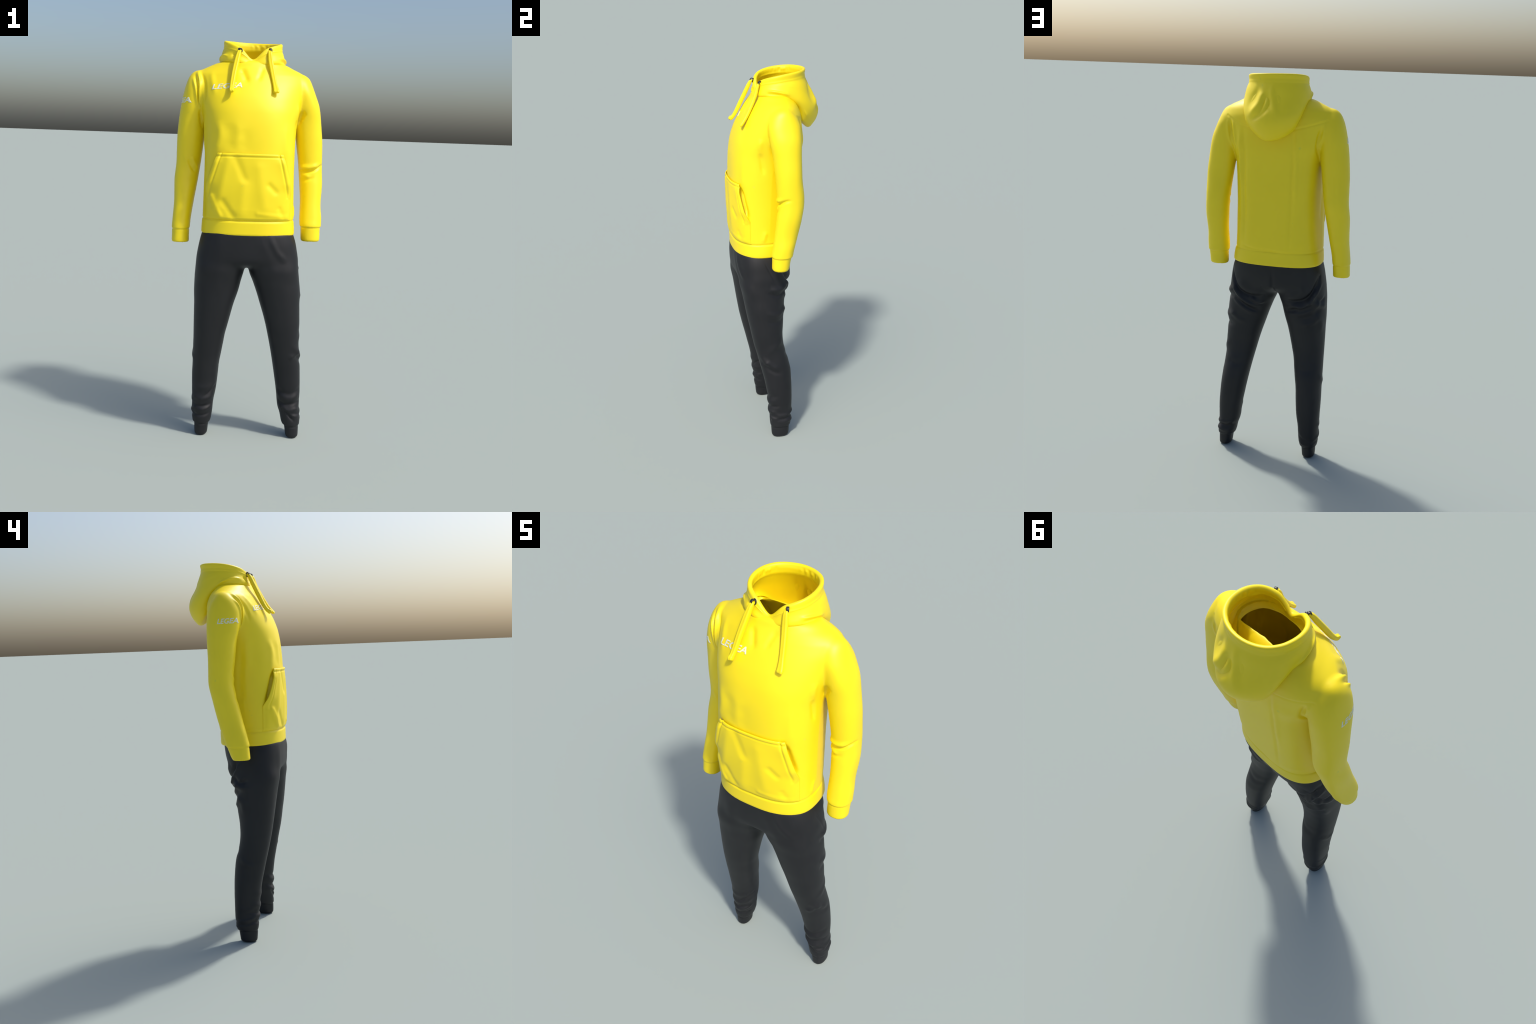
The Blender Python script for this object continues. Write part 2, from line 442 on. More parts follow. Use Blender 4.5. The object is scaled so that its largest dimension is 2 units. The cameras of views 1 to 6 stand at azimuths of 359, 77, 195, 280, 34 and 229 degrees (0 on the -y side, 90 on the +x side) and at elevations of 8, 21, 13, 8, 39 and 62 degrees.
# ================================================================== HOOD
# one closed cross-section per direction (angle from the front); entries are (radius, z):
# neck edge, lining up, lining rise, bag floor, lining low, lining mid, casing inside, rim inside, rim top,
# rim outside, casing outside, outer high, outer mid, bulge, low, lowest, under, under neck
HOOD_CENTRE = (0.004, 0.020)
HOOD = {
    0:   [(.080, 1.868), (.080, 1.870), (.080, 1.872), (.080, 1.875), (.080, 1.879), (.080, 1.883), (.080, 1.887), (.083, 1.893), (.089, 1.897),
          (.095, 1.896), (.099, 1.890), (.101, 1.884), (.103, 1.879), (.105, 1.875), (.106, 1.870), (.105, 1.864), (.098, 1.861), (.090, 1.862)],
    38:  [(.095, 1.866), (.098, 1.870), (.101, 1.875), (.104, 1.882), (.105, 1.892), (.103, 1.905), (.099, 1.925), (.098, 1.944), (.107, 1.953),
          (.117, 1.949), (.121, 1.930), (.123, 1.916), (.127, 1.905), (.132, 1.893), (.133, 1.882), (.128, 1.874), (.117, 1.868), (.106, 1.864)],
    70:  [(.120, 1.866), (.124, 1.870), (.128, 1.875), (.134, 1.884), (.140, 1.896), (.137, 1.915), (.122, 1.941), (.118, 1.967), (.127, 1.976),
          (.136, 1.970), (.137, 1.946), (.142, 1.930), (.148, 1.916), (.154, 1.902), (.155, 1.889), (.148, 1.879), (.135, 1.873), (.120, 1.867)],
    105: [(.130, 1.872), (.133, 1.874), (.138, 1.876), (.145, 1.879), (.152, 1.892), (.149, 1.917), (.134, 1.953), (.131, 1.982), (.140, 1.991),
          (.149, 1.985), (.148, 1.957), (.155, 1.938), (.161, 1.918), (.165, 1.898), (.164, 1.880), (.157, 1.867), (.144, 1.865), (.126, 1.867)],
    122: [(.076, 1.877), (.092, 1.874), (.112, 1.860), (.148, 1.842), (.168, 1.862), (.160, 1.903), (.140, 1.957), (.138, 1.986), (.147, 1.995),
          (.156, 1.989), (.154, 1.960), (.164, 1.934), (.173, 1.905), (.180, 1.872), (.181, 1.848), (.172, 1.828), (.148, 1.828), (.104, 1.852)],
    142: [(.049, 1.877), (.076, 1.866), (.114, 1.812), (.168, 1.752), (.200, 1.790), (.176, 1.882), (.146, 1.959), (.143, 1.989), (.152, 1.998),
          (.161, 1.992), (.158, 1.963), (.172, 1.922), (.186, 1.878), (.205, 1.826), (.207, 1.782), (.188, 1.741), (.152, 1.736), (.101, 1.812)],
    180: [(.036, 1.877), (.070, 1.862), (.116, 1.792), (.168, 1.704), (.216, 1.770), (.186, 1.872), (.145, 1.960), (.144, 1.991), (.152, 1.999),
          (.160, 1.994), (.157, 1.964), (.174, 1.918), (.190, 1.868), (.225, 1.816), (.235, 1.768), (.210, 1.710), (.163, 1.691), (.103, 1.792)],
}
def build_hood():
    ang = sorted(HOOD)
    keys = np.array([HOOD[a] for a in ang])                       # (angles, profile, 2)
    full_a = [-a for a in ang[::-1] if a not in (0, 180)] + ang
    full = np.concatenate([keys[1:-1][::-1], keys])
    full_a = np.array([-180] + full_a, float); full = np.concatenate([keys[-1:], full])
    na, per = 260, 8
    A = np.linspace(-180, 180, na, endpoint=False)
    ext_a = np.concatenate([full_a[-3:-1] - 360, full_a, full_a[1:3] + 360])
    ext = np.concatenate([full[-3:-1], full, full[1:3]])
    prof = pchip(ext_a, ext.reshape(len(ext_a), -1), A).reshape(na, -1, 2)
    rows = []
    for i, a in enumerate(np.radians(A)):
        c = catmull(prof[i], per, closed=True)
        r, z = c[:, 0], c[:, 1]
        z = z - 0.0035 * math.sin(a)                              # the wearer's right side stands a little higher
        lift = float(step(95, 125, A[i]) * step(178, 150, A[i]))    # the bag hangs higher on the wearer's left
        low = step(1.87, 1.78, z)
        z = z + 0.008 * lift * low; r = r - 0.006 * lift * low
        rows.append(np.stack([HOOD_CENTRE[0] + r * math.sin(a), HOOD_CENTRE[1] - r * math.cos(a), z], 1))
    V = np.array(rows); cols = V.shape[1]
    me = new_mesh("hood", V.reshape(-1, 3), [f[::-1] for f in grid_faces(na, cols, True, True)])
    return me, na, cols, per, A

hood_me, na, cols, per, hood_angles = build_hood()
hood_c = Cloth(hood_me)
P = hood_c.v.reshape(na, cols, 3)
nrm = hood_c.normals().reshape(na, cols, 3)
k = np.arange(cols) / per                                          # position along the profile (ring numbers above)
a = np.radians(hood_angles)[:, None]
bump = np.zeros((na, cols))
back_amount = step(0.9, 1.6, np.abs(a))
bump += -0.0018 * np.exp(-((k[None] - 9.95) / 0.13) ** 2) * (np.abs(a) > 0.25)      # casing stitch outside
bump += -0.0025 * np.exp(-((k[None] - 6.0) / 0.13) ** 2) * (np.abs(a) > 0.25)       # casing stitch inside
gather = np.sin(23 * a + 3 * np.sin(4 * a)) * np.sin(2.5 * a + 0.6) ** 4 + 0.5 * np.sin(37 * a + 4 * np.sin(3 * a)) * np.cos(2 * a + 1.0) ** 4
bump += 0.0024 * gather * np.exp(-((k[None] - 6.55) / 0.30) ** 2) * back_amount       # gathers inside the casing
deg = np.degrees(a)                                                # rolled fold of the lining on the wearer's left
roll = 5.4 - (deg - 70) / 70 * 1.9
span = step(55, 85, deg) * step(165, 135, deg)
bump += 0.008 * np.exp(-((k[None] - roll) / 0.30) ** 2) * span - 0.005 * np.exp(-((k[None] - roll - 0.62) / 0.25) ** 2) * span
hood_c.v += (nrm * bump[..., None]).reshape(-1, 3)
bag = (step(1.6, 2.0, np.abs(a)) * (np.exp(-((k[None] - 13.5) / 2.0) ** 4) > 0.4)).ravel()
hood_c.relax(40, bag)                                              # soft, unpressed fleece
fold_surface(hood_c, [
    # back of the bag: one strong diagonal fold with a hollow beside it, softer drapes round it
    ("back", [(0.020, 1.892), (0.014, 1.862), (0.030, 1.828), (0.062, 1.800), (0.095, 1.786)], 0.013, 0.013),
    ("back", [(0.044, 1.915), (0.048, 1.872), (0.066, 1.838), (0.094, 1.812)], 0.018, -0.010),
    ("back", [(0.060, 1.950), (0.072, 1.910), (0.096, 1.872), (0.110, 1.830)], 0.018, 0.004),
    ("back", [(-0.004, 1.945), (-0.012, 1.880), (-0.045, 1.800)], 0.013, -0.005),
    ("back", [(-0.024, 1.940), (-0.045, 1.870), (-0.070, 1.800)], 0.018, 0.003),
    # tucked layer under the hood sides
    ("right", [(-0.055, 1.912), (-0.020, 1.914), (0.030, 1.900), (0.070, 1.880)], 0.006, -0.006),
    ("right", [(-0.060, 1.899), (-0.040, 1.897), (0.000, 1.892)], 0.008, 0.002),
    ("front", [(-0.098, 1.922), (-0.086, 1.912), (-0.078, 1.898)], 0.008, 0.006),
    ("left", [(-0.050, 1.908), (-0.010, 1.904), (0.030, 1.895), (0.060, 1.885)], 0.006, -0.007),
    ("left", [(-0.055, 1.893), (-0.010, 1.890), (0.025, 1.884)], 0.008, 0.005),
])
hood_c.relax(4, bag); hood_c.smooth(1); hood_c.sync()
add_object("hood", hood_me, hoodie, YELLOW)
hood_tree = hood_c.tree()

# ================================================================== POUCH POCKET
def pocket():
    rows, cs = 90, 150
    def half_edges(t):          # t 0 top .. 1 hem; slanted hand openings, then straight sides
        z = 1.448 - t * (1.448 - 1.131)
        xr = np.interp(z, [1.13, 1.255, 1.448], [0.207, 0.205, 0.160])
        xl = np.interp(z, [1.13, 1.262, 1.448], [-0.205, -0.203, -0.148])
        return z, xl, xr
    outer, inner = [], []
    for i in range(rows):
        t = i / (rows - 1); z, xl, xr = half_edges(t)
        for j in range(cs):
            u = j / (cs - 1); x = xl + (xr - xl) * u
            hit, nn, *_ = pocket_tree.ray_cast(Vector((x, -1.5, z)), Vector((0, 1, 0)))
            nn = nn if nn.y < 0 else -nn
            nn = (nn * 0.6 + Vector((0, -0.4, 0))).normalized()
            edge = min(u * (xr - xl), (1 - u) * (xr - xl)); top = 1.448 - z; low = z - 1.131
            side_open = math.exp(-(edge / 0.035) ** 2) * float(step(1.255, 1.31, np.array(z)) * step(1.448, 1.40, np.array(z)))
            h = 0.0055 + 0.011 * side_open + 0.003 * min(1, low / 0.05)
            h -= 0.0025 * math.exp(-((top - 0.016) / 0.003) ** 2)              # stitch under the top edge
            h += 0.0020 * math.exp(-((top - 0.007) / 0.005) ** 2)
            if z > 1.24:
                h -= 0.0030 * math.exp(-((edge - 0.020) / 0.0035) ** 2)         # stitch along the hand opening
                h += 0.0022 * math.exp(-((edge - 0.010) / 0.006) ** 2)
            for (ax, az, bx, bz, w, am) in ((-0.10, 1.42, -0.14, 1.20, .022, .006), (-0.06, 1.42, -0.02, 1.33, .018, -.005),
                                            (-0.12, 1.22, -0.07, 1.15, .016, -.006), (0.10, 1.30, 0.13, 1.27, .014, -.006),
                                            (0.05, 1.38, 0.08, 1.20, .030, .005), (0.15, 1.19, 0.17, 1.15, .012, -.004),
                                            (-0.02, 1.30, -0.03, 1.17, .026, .005), (-0.17, 1.24, -0.13, 1.15, .012, .005),
                                            (0.05, 1.165, 0.18, 1.150, .012, .004)):
                dx, dz = bx - ax, bz - az
                s = min(1, max(0, ((x - ax) * dx + (z - az) * dz) / (dx * dx + dz * dz)))
                h += 0.7 * am * math.exp(-(((x - ax - s * dx) ** 2 + (z - az - s * dz) ** 2) / w ** 2))
            h *= float(0.25 + 0.75 * step(0.0, 0.012, np.array(low)))
            if z < 1.27:                                                       # sewn flat below the openings
                h *= 1 - 0.75 * math.exp(-(edge / 0.010) ** 2) * float(step(1.27, 1.24, np.array(z)))
            outer.append(hit + nn * max(h, 0.0015)); inner.append(hit + nn * max(h - 0.0045, -0.003))
    o = np.array(outer); q = np.array(inner); nv = len(o)
    faces = grid_faces(rows, cs)
    faces = [f[::-1] for f in faces] + [tuple(i + nv for i in f) for f in faces]
    rim = [j for j in range(cs)] + [i * cs + cs - 1 for i in range(1, rows)] + \
          [(rows - 1) * cs + j for j in range(cs - 2, -1, -1)] + [i * cs for i in range(rows - 2, 0, -1)]
    faces += [(rim[i], rim[(i + 1) % len(rim)], rim[(i + 1) % len(rim)] + nv, rim[i] + nv) for i in range(len(rim))]
    me = new_mesh("pocket", np.concatenate([o, q]), faces)
    add_object("pocket", me, hoodie, YELLOW)
pocket()

# ================================================================== DRAWSTRINGS AND EYELETS
def tape(path, widths, thick, side, per=14, n=28):
    """Flat woven tape: rounded cross-section swept along a path; side = direction of its width."""
    c = catmull(path, per); m = len(c)
    w = pchip(np.linspace(0, 1, len(widths)), widths, np.linspace(0, 1, m))
    th = pchip(np.linspace(0, 1, len(thick)), thick, np.linspace(0, 1, m))
    cc, ss = superellipse(2.8, n)
    rings = []
    for i in range(m):
        t = c[min(i + 1, m - 1)] - c[max(i - 1, 0)]; t /= np.linalg.norm(t)
        s = np.asarray(side, float); s = s - t * (s @ t); s /= np.linalg.norm(s)
        q = np.cross(t, s)
        groove = 1 - 0.22 * np.exp(-(cc / 0.35) ** 2)
        rings.append(c[i] + np.outer(cc * w[i] / 2, s) + np.outer(ss * th[i] / 2 * groove, q))
    return closed_loft(np.array(rings))

def drawstring(path, widths, thick, side):
    vtx, fcs = tape(path, widths, thick, side)
    me = new_mesh("drawstring", vtx, fcs)
    return add_object("drawstring", me, hoodie, YELLOW)

drawstring([(-0.060, -0.074, 1.928), (-0.060, -0.086, 1.934), (-0.064, -0.096, 1.922), (-0.073, -0.116, 1.880),
            (-0.083, -0.143, 1.825), (-0.090, -0.168, 1.775), (-0.093, -0.185, 1.750), (-0.093, -0.197, 1.741), (-0.091, -0.203, 1.734)],
           [0.012, 0.015, 0.020, 0.025, 0.024, 0.022, 0.019, 0.021, 0.015], [0.009, 0.013, 0.020, 0.024, 0.024, 0.022, 0.020, 0.024, 0.016],
           (0.90, -0.35, -0.2))
drawstring([(0.083, -0.064, 1.936), (0.084, -0.076, 1.938), (0.085, -0.085, 1.925), (0.090, -0.098, 1.885),
            (0.100, -0.122, 1.835), (0.110, -0.150, 1.785), (0.117, -0.172, 1.755), (0.119, -0.182, 1.743), (0.119, -0.185, 1.737)],
           [0.012, 0.015, 0.020, 0.024, 0.023, 0.022, 0.026, 0.029, 0.024], [0.009, 0.012, 0.016, 0.018, 0.018, 0.017, 0.016, 0.017, 0.012],
           (0.97, -0.1, 0.1))

def eyelet(centre, normal, radius):
    nrm_ = np.array(normal, float); nrm_ /= np.linalg.norm(nrm_)
    s = np.cross(nrm_, (0, 0, 1)); s /= np.linalg.norm(s); q = np.cross(s, nrm_)
    R, m_ = 36, 14; vs = []
    for i in range(R):
        t = 2 * np.pi * i / R; rad = np.cos(t) * s + np.sin(t) * q
        for j in range(m_):
            p_ = 2 * np.pi * j / m_
            vs.append(np.array(centre) + rad * (radius + 0.0035 * np.cos(p_)) + nrm_ * 0.003 * np.sin(p_))
    faces = grid_faces(R, m_, True, True)
    base = len(vs); vs.append(np.array(centre) - nrm_ * 0.002)
    faces += [(base, i * m_ + m_ // 2, ((i + 1) % R) * m_ + m_ // 2) for i in range(R)]
    ob = add_object("eyelet", new_mesh("eyelet", vs, faces), hoodie, METAL)
    # dark bound loop where the tape leaves the hole
    loop = [np.array(centre) + q * radius * 0.7 - nrm_ * 0.002, np.array(centre) + q * radius * 0.9 + nrm_ * 0.010,
            np.array(centre) + q * 0.1 * radius + nrm_ * 0.016, np.array(centre) - q * 0.9 * radius + nrm_ * 0.014]
    vtx, fcs = tape(loop, [0.009, 0.012, 0.012, 0.010], [0.004, 0.005, 0.005, 0.003], s, 8, 20)
    add_object("eyelet_loop", new_mesh("eyelet_loop", vtx, fcs), hoodie, METAL)
eyelet((-0.059, -0.077, 1.936), (-0.35, -0.90, 0.25), 0.0095)
eyelet((0.083, -0.066, 1.940), (0.45, -0.85, 0.25), 0.0095)

# ================================================================== PRINTED LETTERING
def lettering(side, origin, length, height, slope, thickness=0.0007):
    """The printed word, laid on the cloth from one side; origin = left end of the baseline."""
    cu = bpy.data.curves.new("helper_text", "FONT"); cu.body = "LEGEA"; cu.size = 1.0; cu.shear = 0.25
    cu.offset = 0.018; cu.resolution_u = 6; cu.extrude = 0.0
    ob = bpy.data.objects.new("helper_text", cu); bpy.context.scene.collection.objects.link(ob)
    me = bpy.data.meshes.new_from_object(ob.evaluated_get(bpy.context.evaluated_depsgraph_get()))
    bpy.data.objects.remove(ob)
    import bmesh
    bm = bmesh.new(); bm.from_mesh(me)
    bmesh.ops.remove_doubles(bm, verts=bm.verts, dist=1e-5)
    xs = [w.co.x for w in bm.verts]; ys = [w.co.y for w in bm.verts]
    x0, x1, y0, y1 = min(xs), max(xs), min(ys), max(ys)
    for w in bm.verts:
        w.co.x = (w.co.x - x0) / (x1 - x0) * length; w.co.y = (w.co.y - y0) / (y1 - y0) * height; w.co.z = 0
    bmesh.ops.triangulate(bm, faces=bm.faces)
    for _ in range(3):
        long = [e for e in bm.edges if e.calc_length() > 0.004]
        if long:
            bmesh.ops.subdivide_edges(bm, edges=long, cuts=1)
            bmesh.ops.triangulate(bm, faces=[f for f in bm.faces if len(f.verts) > 3])
    d, at = AIM[side]; flip = -1 if side in ("right", "back") else 1
    sel = list(bm.verts); top = {}
    for w in sel:
        a_ = origin[0] + flip * w.co.x; b_ = origin[1] + w.co.y + slope * w.co.x
        hit, nn, *_ = body_tree.ray_cast(Vector(at(a_, b_)), Vector(d))
        if nn.dot(Vector(d)) > 0:
            nn = -nn
        w.co = hit + nn * thickness
    geo = bmesh.ops.extrude_face_region(bm, geom=list(bm.faces))
    for w in [g for g in geo["geom"] if isinstance(g, bmesh.types.BMVert)]:
        w.co += Vector(d) * (thickness + 0.002)
    bmesh.ops.recalc_face_normals(bm, faces=bm.faces)
    bm.to_mesh(me); bm.free()
    me.materials.clear()
    add_object("lettering", me, hoodie, WHITE, smooth=False)
lettering("front", (-0.190, 1.744), 0.147, 0.025, 0.085)
lettering("right", (0.028, 1.680), 0.098, 0.026, 0.02)

# ================================================================== TROUSERS
PELVIS = [
    (0.897, -0.215, 0.228, -0.160, -0.095, -0.040, 2.40, 2.30),
    (0.905, -0.240, 0.254, -0.200, -0.090, 0.005, 2.50, 2.30),
    (0.919, -0.248, 0.262, -0.227, -0.088, 0.034, 2.90, 2.30),
    (0.930, -0.247, 0.262, -0.234, -0.084, 0.054, 2.90, 2.30),
    (0.965, -0.241, 0.255, -0.236, -0.080, 0.068, 2.90, 2.40),
    (1.010, -0.232, 0.246, -0.237, -0.078, 0.078, 2.90, 2.40),
    (1.055, -0.220, 0.231, -0.236, -0.076, 0.082, 2.90, 2.40),
    (1.075, -0.208, 0.219, -0.229, -0.076, 0.076, 2.90, 2.40),
    (1.100, -0.203, 0.212, -0.221, -0.076, 0.070, 2.90, 2.40),
]
LEG_RIGHT = [
    (0.000, -0.230, -0.178, -0.080, -0.042, -0.006, 2.3),
    (0.006, -0.236, -0.172, -0.086, -0.042, 0.002, 2.3),
    (0.030, -0.238, -0.169, -0.089, -0.042, 0.006, 2.3),
    (0.056, -0.239, -0.166, -0.091, -0.040, 0.010, 2.3),
    (0.066, -0.247, -0.158, -0.093, -0.036, 0.018, 2.2),
    (0.080, -0.250, -0.154, -0.096, -0.034, 0.022, 2.2),
    (0.120, -0.254, -0.148, -0.100, -0.032, 0.028, 2.2),
    (0.170, -0.253, -0.144, -0.104, -0.031, 0.029, 2.2),
    (0.240, -0.255, -0.132, -0.109, -0.032, 0.029, 2.2),
    (0.320, -0.256, -0.124, -0.121, -0.042, 0.027, 2.2),
    (0.380, -0.254, -0.119, -0.134, -0.052, 0.023, 2.2),
    (0.435, -0.253, -0.110, -0.146, -0.062, 0.017, 2.2),
    (0.490, -0.252, -0.101, -0.159, -0.074, 0.005, 2.2),
    (0.540, -0.251, -0.093, -0.170, -0.083, -0.008, 2.2),
    (0.590, -0.251, -0.081, -0.180, -0.090, -0.012, 2.2),
    (0.640, -0.251, -0.069, -0.188, -0.095, -0.010, 2.2),
    (0.700, -0.251, -0.054, -0.197, -0.098, -0.002, 2.2),
    (0.770, -0.253, -0.032, -0.206, -0.098, 0.006, 2.2),
    (0.820, -0.252, -0.020, -0.212, -0.096, 0.010, 2.3),
    (0.860, -0.251, -0.009, -0.220, -0.092, 0.018, 2.6),
    (0.885, -0.249, -0.003, -0.225, -0.088, 0.028, 2.7),
    (0.915, -0.245, 0.008, -0.222, -0.086, 0.034, 2.7),
    (0.950, -0.232, 0.000, -0.200, -0.084, 0.030, 2.6),
]
LEG_LEFT = [
    (0.000, 0.242, 0.293, -0.092, -0.050, -0.012, 2.3),
    (0.006, 0.235, 0.299, -0.098, -0.050, -0.006, 2.3),
    (0.030, 0.231, 0.300, -0.100, -0.050, -0.002, 2.3),
    (0.056, 0.226, 0.300, -0.101, -0.048, 0.001, 2.3),
    (0.066, 0.216, 0.305, -0.104, -0.046, 0.008, 2.2),
    (0.080, 0.210, 0.306, -0.105, -0.044, 0.011, 2.2),
    (0.120, 0.201, 0.304, -0.106, -0.042, 0.016, 2.2),
    (0.160, 0.188, 0.300, -0.107, -0.040, 0.020, 2.2),
    (0.240, 0.178, 0.301, -0.111, -0.040, 0.024, 2.2),
    (0.320, 0.165, 0.298, -0.121, -0.044, 0.025, 2.2),
    (0.385, 0.154, 0.294, -0.134, -0.054, 0.024, 2.2),
    (0.440, 0.144, 0.288, -0.146, -0.064, 0.015, 2.2),
    (0.495, 0.133, 0.283, -0.158, -0.076, 0.004, 2.2),
    (0.545, 0.122, 0.280, -0.170, -0.085, -0.009, 2.2),
    (0.600, 0.109, 0.281, -0.180, -0.092, -0.012, 2.2),
    (0.650, 0.095, 0.279, -0.188, -0.096, -0.007, 2.2),
    (0.700, 0.079, 0.277, -0.197, -0.098, -0.002, 2.2),
    (0.770, 0.056, 0.276, -0.207, -0.098, 0.005, 2.2),
    (0.820, 0.037, 0.271, -0.214, -0.096, 0.012, 2.2),
    (0.860, 0.020, 0.267, -0.220, -0.092, 0.018, 2.6),
    (0.885, 0.013, 0.264, -0.225, -0.088, 0.028, 2.7),
    (0.915, 0.002, 0.259, -0.222, -0.086, 0.034, 2.7),
    (0.950, 0.010, 0.246, -0.200, -0.084, 0.030, 2.6),
]
legs = Cloth(voxel_union([closed_loft(body_rings(t)) for t in (PELVIS, LEG_RIGHT, LEG_LEFT)], 0.0034))
legs.smooth(6)
v = legs.v
legs.relax(10, step(0.80, 0.86, v[:, 2]) * step(1.0, 0.90, v[:, 2]) * step(0.10, 0.05, np.abs(v[:, 0])))
inner = np.exp(-((v[:, 0] - 0.006) / 0.05) ** 2) * step(0.90, 0.86, v[:, 2])
legs.relax(150, step(0.80, 0.87, v[:, 2]) * step(1.02, 0.95, v[:, 2]) * (1 - inner))

# cloth bunched above the ankle cuffs; heights differ from leg to leg
ANKLE_FOLDS = [
    ("front", [(-0.250, 0.272), (-0.200, 0.260), (-0.130, 0.274)], 0.018, 0.004),
    ("front", [(-0.126, 0.276), (-0.160, 0.238), (-0.195, 0.205)], 0.008, -0.005),
    ("front", [(-0.250, 0.222), (-0.205, 0.200), (-0.140, 0.212)], 0.015, 0.005),
    ("front", [(-0.252, 0.170), (-0.200, 0.160), (-0.155, 0.172)], 0.008, -0.005),
    ("front", [(-0.225, 0.138), (-0.180, 0.146), (-0.142, 0.164)], 0.010, 0.005),
    ("front", [(-0.258, 0.122), (-0.210, 0.110), (-0.150, 0.122)], 0.008, -0.005),
    ("right", [(-0.095, 0.205), (-0.050, 0.185), (0.000, 0.200)], 0.012, 0.003),
    ("right", [(-0.095, 0.150), (-0.050, 0.128), (0.010, 0.122)], 0.009, 0.004),
    ("right", [(-0.090, 0.118), (-0.040, 0.104), (0.020, 0.100)], 0.007, -0.004),
    ("back", [(-0.250, 0.090), (-0.200, 0.084), (-0.150, 0.096)], 0.008, 0.003),
    ("back", [(-0.250, 0.118), (-0.200, 0.112), (-0.150, 0.130)], 0.009, -0.003),
    ("front", [(0.180, 0.262), (0.235, 0.240), (0.300, 0.262)], 0.014, -0.004),
    ("front", [(0.180, 0.236), (0.240, 0.214), (0.302, 0.230)], 0.016, 0.005),
    ("front", [(0.186, 0.200), (0.230, 0.182), (0.300, 0.196)], 0.009, -0.005),
    ("front", [(0.192, 0.172), (0.240, 0.152), (0.300, 0.162)], 0.012, 0.006),
    ("front", [(0.205, 0.168), (0.240, 0.128), (0.275, 0.092)], 0.007, -0.006),
    ("front", [(0.250, 0.128), (0.280, 0.118), (0.306, 0.122)], 0.009, 0.004),
    ("left", [(-0.105, 0.165), (-0.060, 0.138), (-0.010, 0.140), (0.030, 0.156)], 0.010, 0.005),
    ("left", [(-0.105, 0.135), (-0.050, 0.116), (0.020, 0.126)], 0.007, -0.005),
    ("left", [(-0.105, 0.108), (-0.040, 0.096), (0.020, 0.100)], 0.008, 0.003),
    ("back", [(0.205, 0.098), (0.250, 0.090), (0.305, 0.104)], 0.008, 0.003),
    ("back", [(0.200, 0.130), (0.250, 0.118), (0.305, 0.138)], 0.009, -0.003),
]
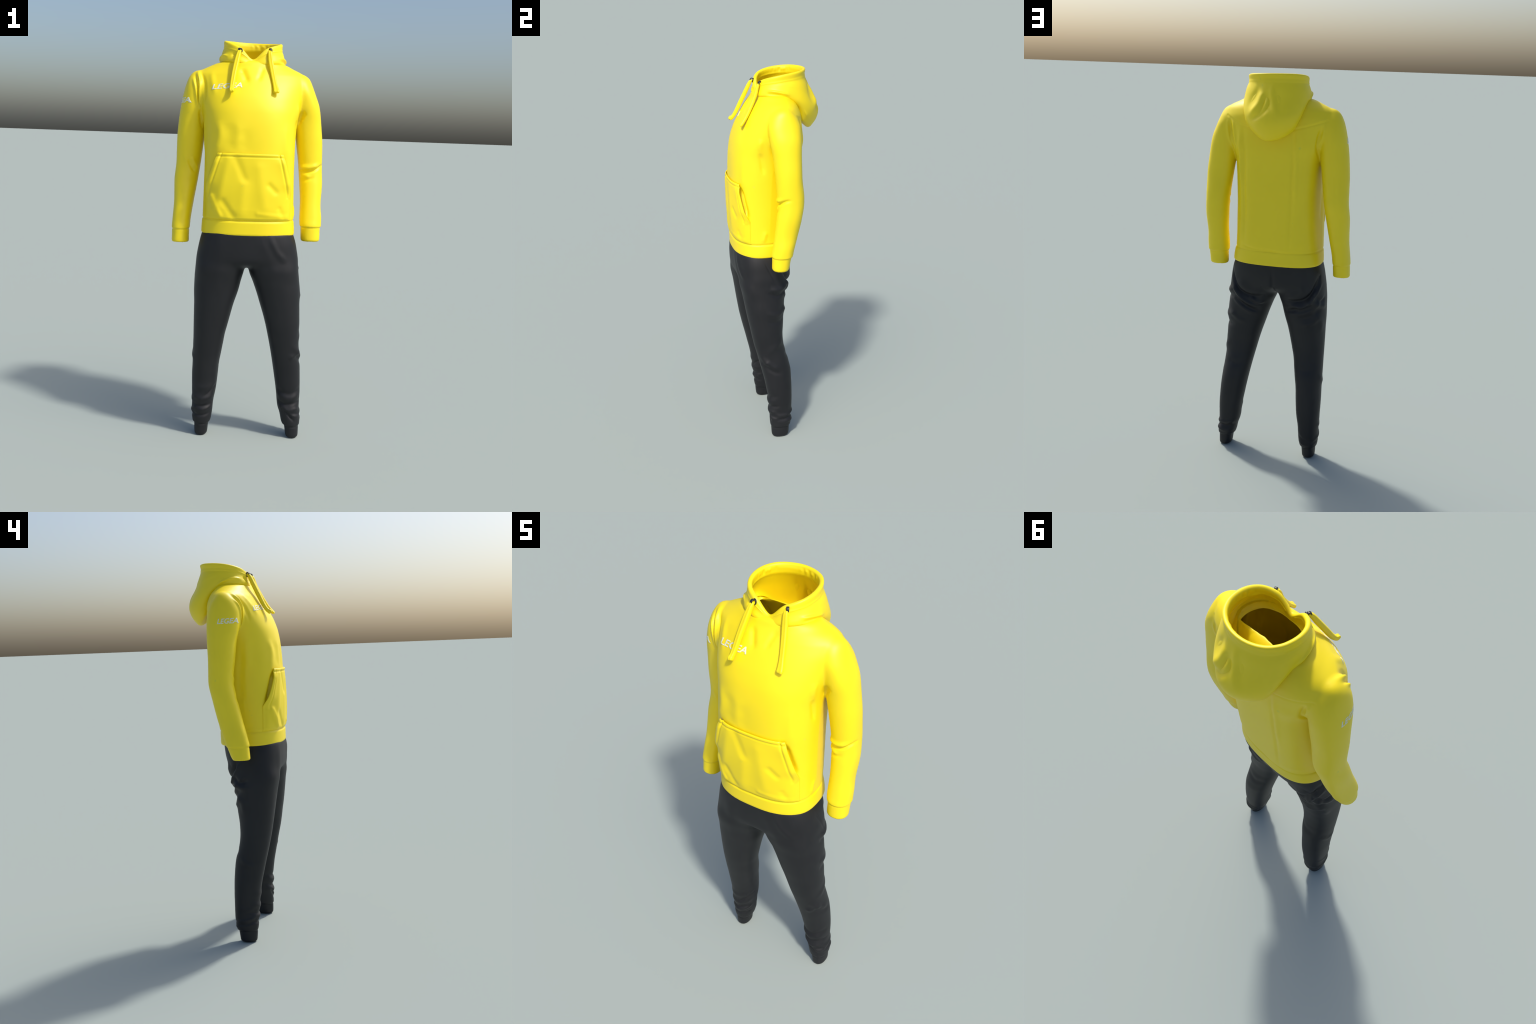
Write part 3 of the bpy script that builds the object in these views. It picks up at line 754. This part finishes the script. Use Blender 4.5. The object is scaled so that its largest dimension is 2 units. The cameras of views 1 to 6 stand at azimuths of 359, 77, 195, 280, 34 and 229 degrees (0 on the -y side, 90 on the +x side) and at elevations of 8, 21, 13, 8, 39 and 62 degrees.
fold_surface(legs, ANKLE_FOLDS + [
    # seat: lower edge of the buttocks and the bunched cloth under it
    ("back", [(0.235, 1.000), (0.215, 0.930), (0.170, 0.885), (0.110, 0.868), (0.060, 0.880)], 0.013, -0.016),
    ("back", [(0.190, 0.960), (0.150, 0.920), (0.100, 0.905), (0.050, 0.915)], 0.030, 0.012),
    ("back", [(-0.225, 1.000), (-0.210, 0.930), (-0.165, 0.878), (-0.110, 0.862), (-0.060, 0.872)], 0.013, -0.016),
    ("back", [(-0.180, 0.960), (-0.140, 0.915), (-0.100, 0.900), (-0.050, 0.910)], 0.030, 0.012),
    ("back", [(0.235, 0.960), (0.190, 0.868), (0.130, 0.826), (0.075, 0.815)], 0.011, 0.011),
    ("back", [(0.200, 0.840), (0.140, 0.800), (0.080, 0.780)], 0.011, -0.008),
    ("back", [(0.230, 0.850), (0.170, 0.805), (0.100, 0.765)], 0.012, 0.006),
    ("back", [(0.130, 0.870), (0.100, 0.842), (0.060, 0.835)], 0.010, 0.008),
    ("back", [(-0.235, 0.960), (-0.190, 0.870), (-0.140, 0.835), (-0.080, 0.838)], 0.011, 0.010),
    ("back", [(-0.130, 0.830), (-0.090, 0.808), (-0.050, 0.805)], 0.011, -0.009),
    ("back", [(-0.245, 0.890), (-0.200, 0.825), (-0.130, 0.795), (-0.070, 0.790)], 0.012, 0.006),
    ("back", [(-0.240, 0.830), (-0.190, 0.785), (-0.120, 0.765)], 0.012, -0.005),
    ("back", [(-0.235, 0.780), (-0.190, 0.745), (-0.140, 0.740)], 0.013, 0.005),
    ("back", [(0.245, 0.780), (0.200, 0.735), (0.150, 0.720)], 0.014, 0.005),
    ("back", [(0.000, 1.040), (0.002, 0.960), (0.004, 0.890)], 0.008, -0.006),
    # outer thigh pulls
    ("left", [(0.020, 0.900), (-0.030, 0.880), (-0.090, 0.890)], 0.014, 0.007),
    ("left", [(0.010, 0.860), (-0.040, 0.845), (-0.100, 0.870)], 0.012, -0.007),
    ("left", [(0.000, 0.760), (-0.050, 0.740), (-0.110, 0.760)], 0.016, 0.006),
    ("left", [(0.000, 0.700), (-0.060, 0.695), (-0.110, 0.715)], 0.014, -0.005),
    ("left", [(-0.020, 0.600), (-0.060, 0.560), (-0.120, 0.520)], 0.018, 0.004),
    ("left", [(-0.150, 0.500), (-0.100, 0.450), (-0.040, 0.420)], 0.016, 0.006),
    ("left", [(-0.140, 0.460), (-0.090, 0.415), (-0.030, 0.395)], 0.014, -0.004),
    ("right", [(0.010, 0.900), (-0.030, 0.868), (-0.080, 0.880)], 0.012, -0.008),
    ("right", [(0.020, 0.870), (-0.030, 0.840), (-0.090, 0.838)], 0.014, 0.006),
    ("right", [(0.000, 0.800), (-0.040, 0.760), (-0.050, 0.690)], 0.018, 0.005),
    ("right", [(-0.020, 0.470), (-0.060, 0.430), (-0.110, 0.420)], 0.016, 0.004),
    # side pocket seams and front drape
    ("left", [(-0.110, 1.040), (-0.060, 0.930), (-0.040, 0.890)], 0.005, -0.002),
    ("right", [(-0.030, 1.000), (-0.010, 0.940), (0.010, 0.900)], 0.005, -0.005, False),
    ("front", [(-0.130, 1.080), (-0.128, 0.960), (-0.135, 0.750)], 0.030, 0.003),
    ("front", [(0.110, 1.060), (0.150, 0.980), (0.200, 0.930)], 0.016, 0.005),
    ("front", [(0.060, 1.060), (0.110, 0.960), (0.150, 0.840)], 0.026, 0.003),
    ("front", [(0.290, 0.480), (0.270, 0.455), (0.230, 0.430)], 0.014, 0.005),
    ("back", [(-0.110, 0.510), (-0.160, 0.490), (-0.220, 0.500)], 0.020, -0.004),
    ("back", [(0.150, 0.500), (0.200, 0.485), (0.260, 0.500)], 0.020, -0.004),
])
n = legs.normals()
ANKLE = 0.060
legs.v += n * (-0.003 * np.exp(-((legs.v[:, 2] - ANKLE) / 0.004) ** 2))[:, None]
legs.smooth(2)
legs.v[:, 2] = np.maximum(legs.v[:, 2], 0)
for table in (LEG_RIGHT, LEG_LEFT):
    r = inside_measure(table, legs.v); mouth = (legs.v[:, 2] < 0.005) & (r < 0.92)
    legs.v[mouth, 2] += 0.012 * step(0.92, 0.80, r[mouth])
fc = np.array([np.mean(legs.v[list(f)], axis=0) for f in legs.f])
labels = np.where(fc[:, 2] > 0.862, 0, np.where(fc[:, 0] < 0.004, 1, 2))
labels[(fc[:, 2] < ANKLE) & (labels == 1)] = 3
labels[(fc[:, 2] < ANKLE) & (labels == 2)] = 4
split_parts(legs, labels, {0: ("seat", BLACK), 1: ("leg", BLACK), 2: ("leg", BLACK),
                           3: ("ankle_cuff", BLACK), 4: ("ankle_cuff", BLACK)}, trousers)
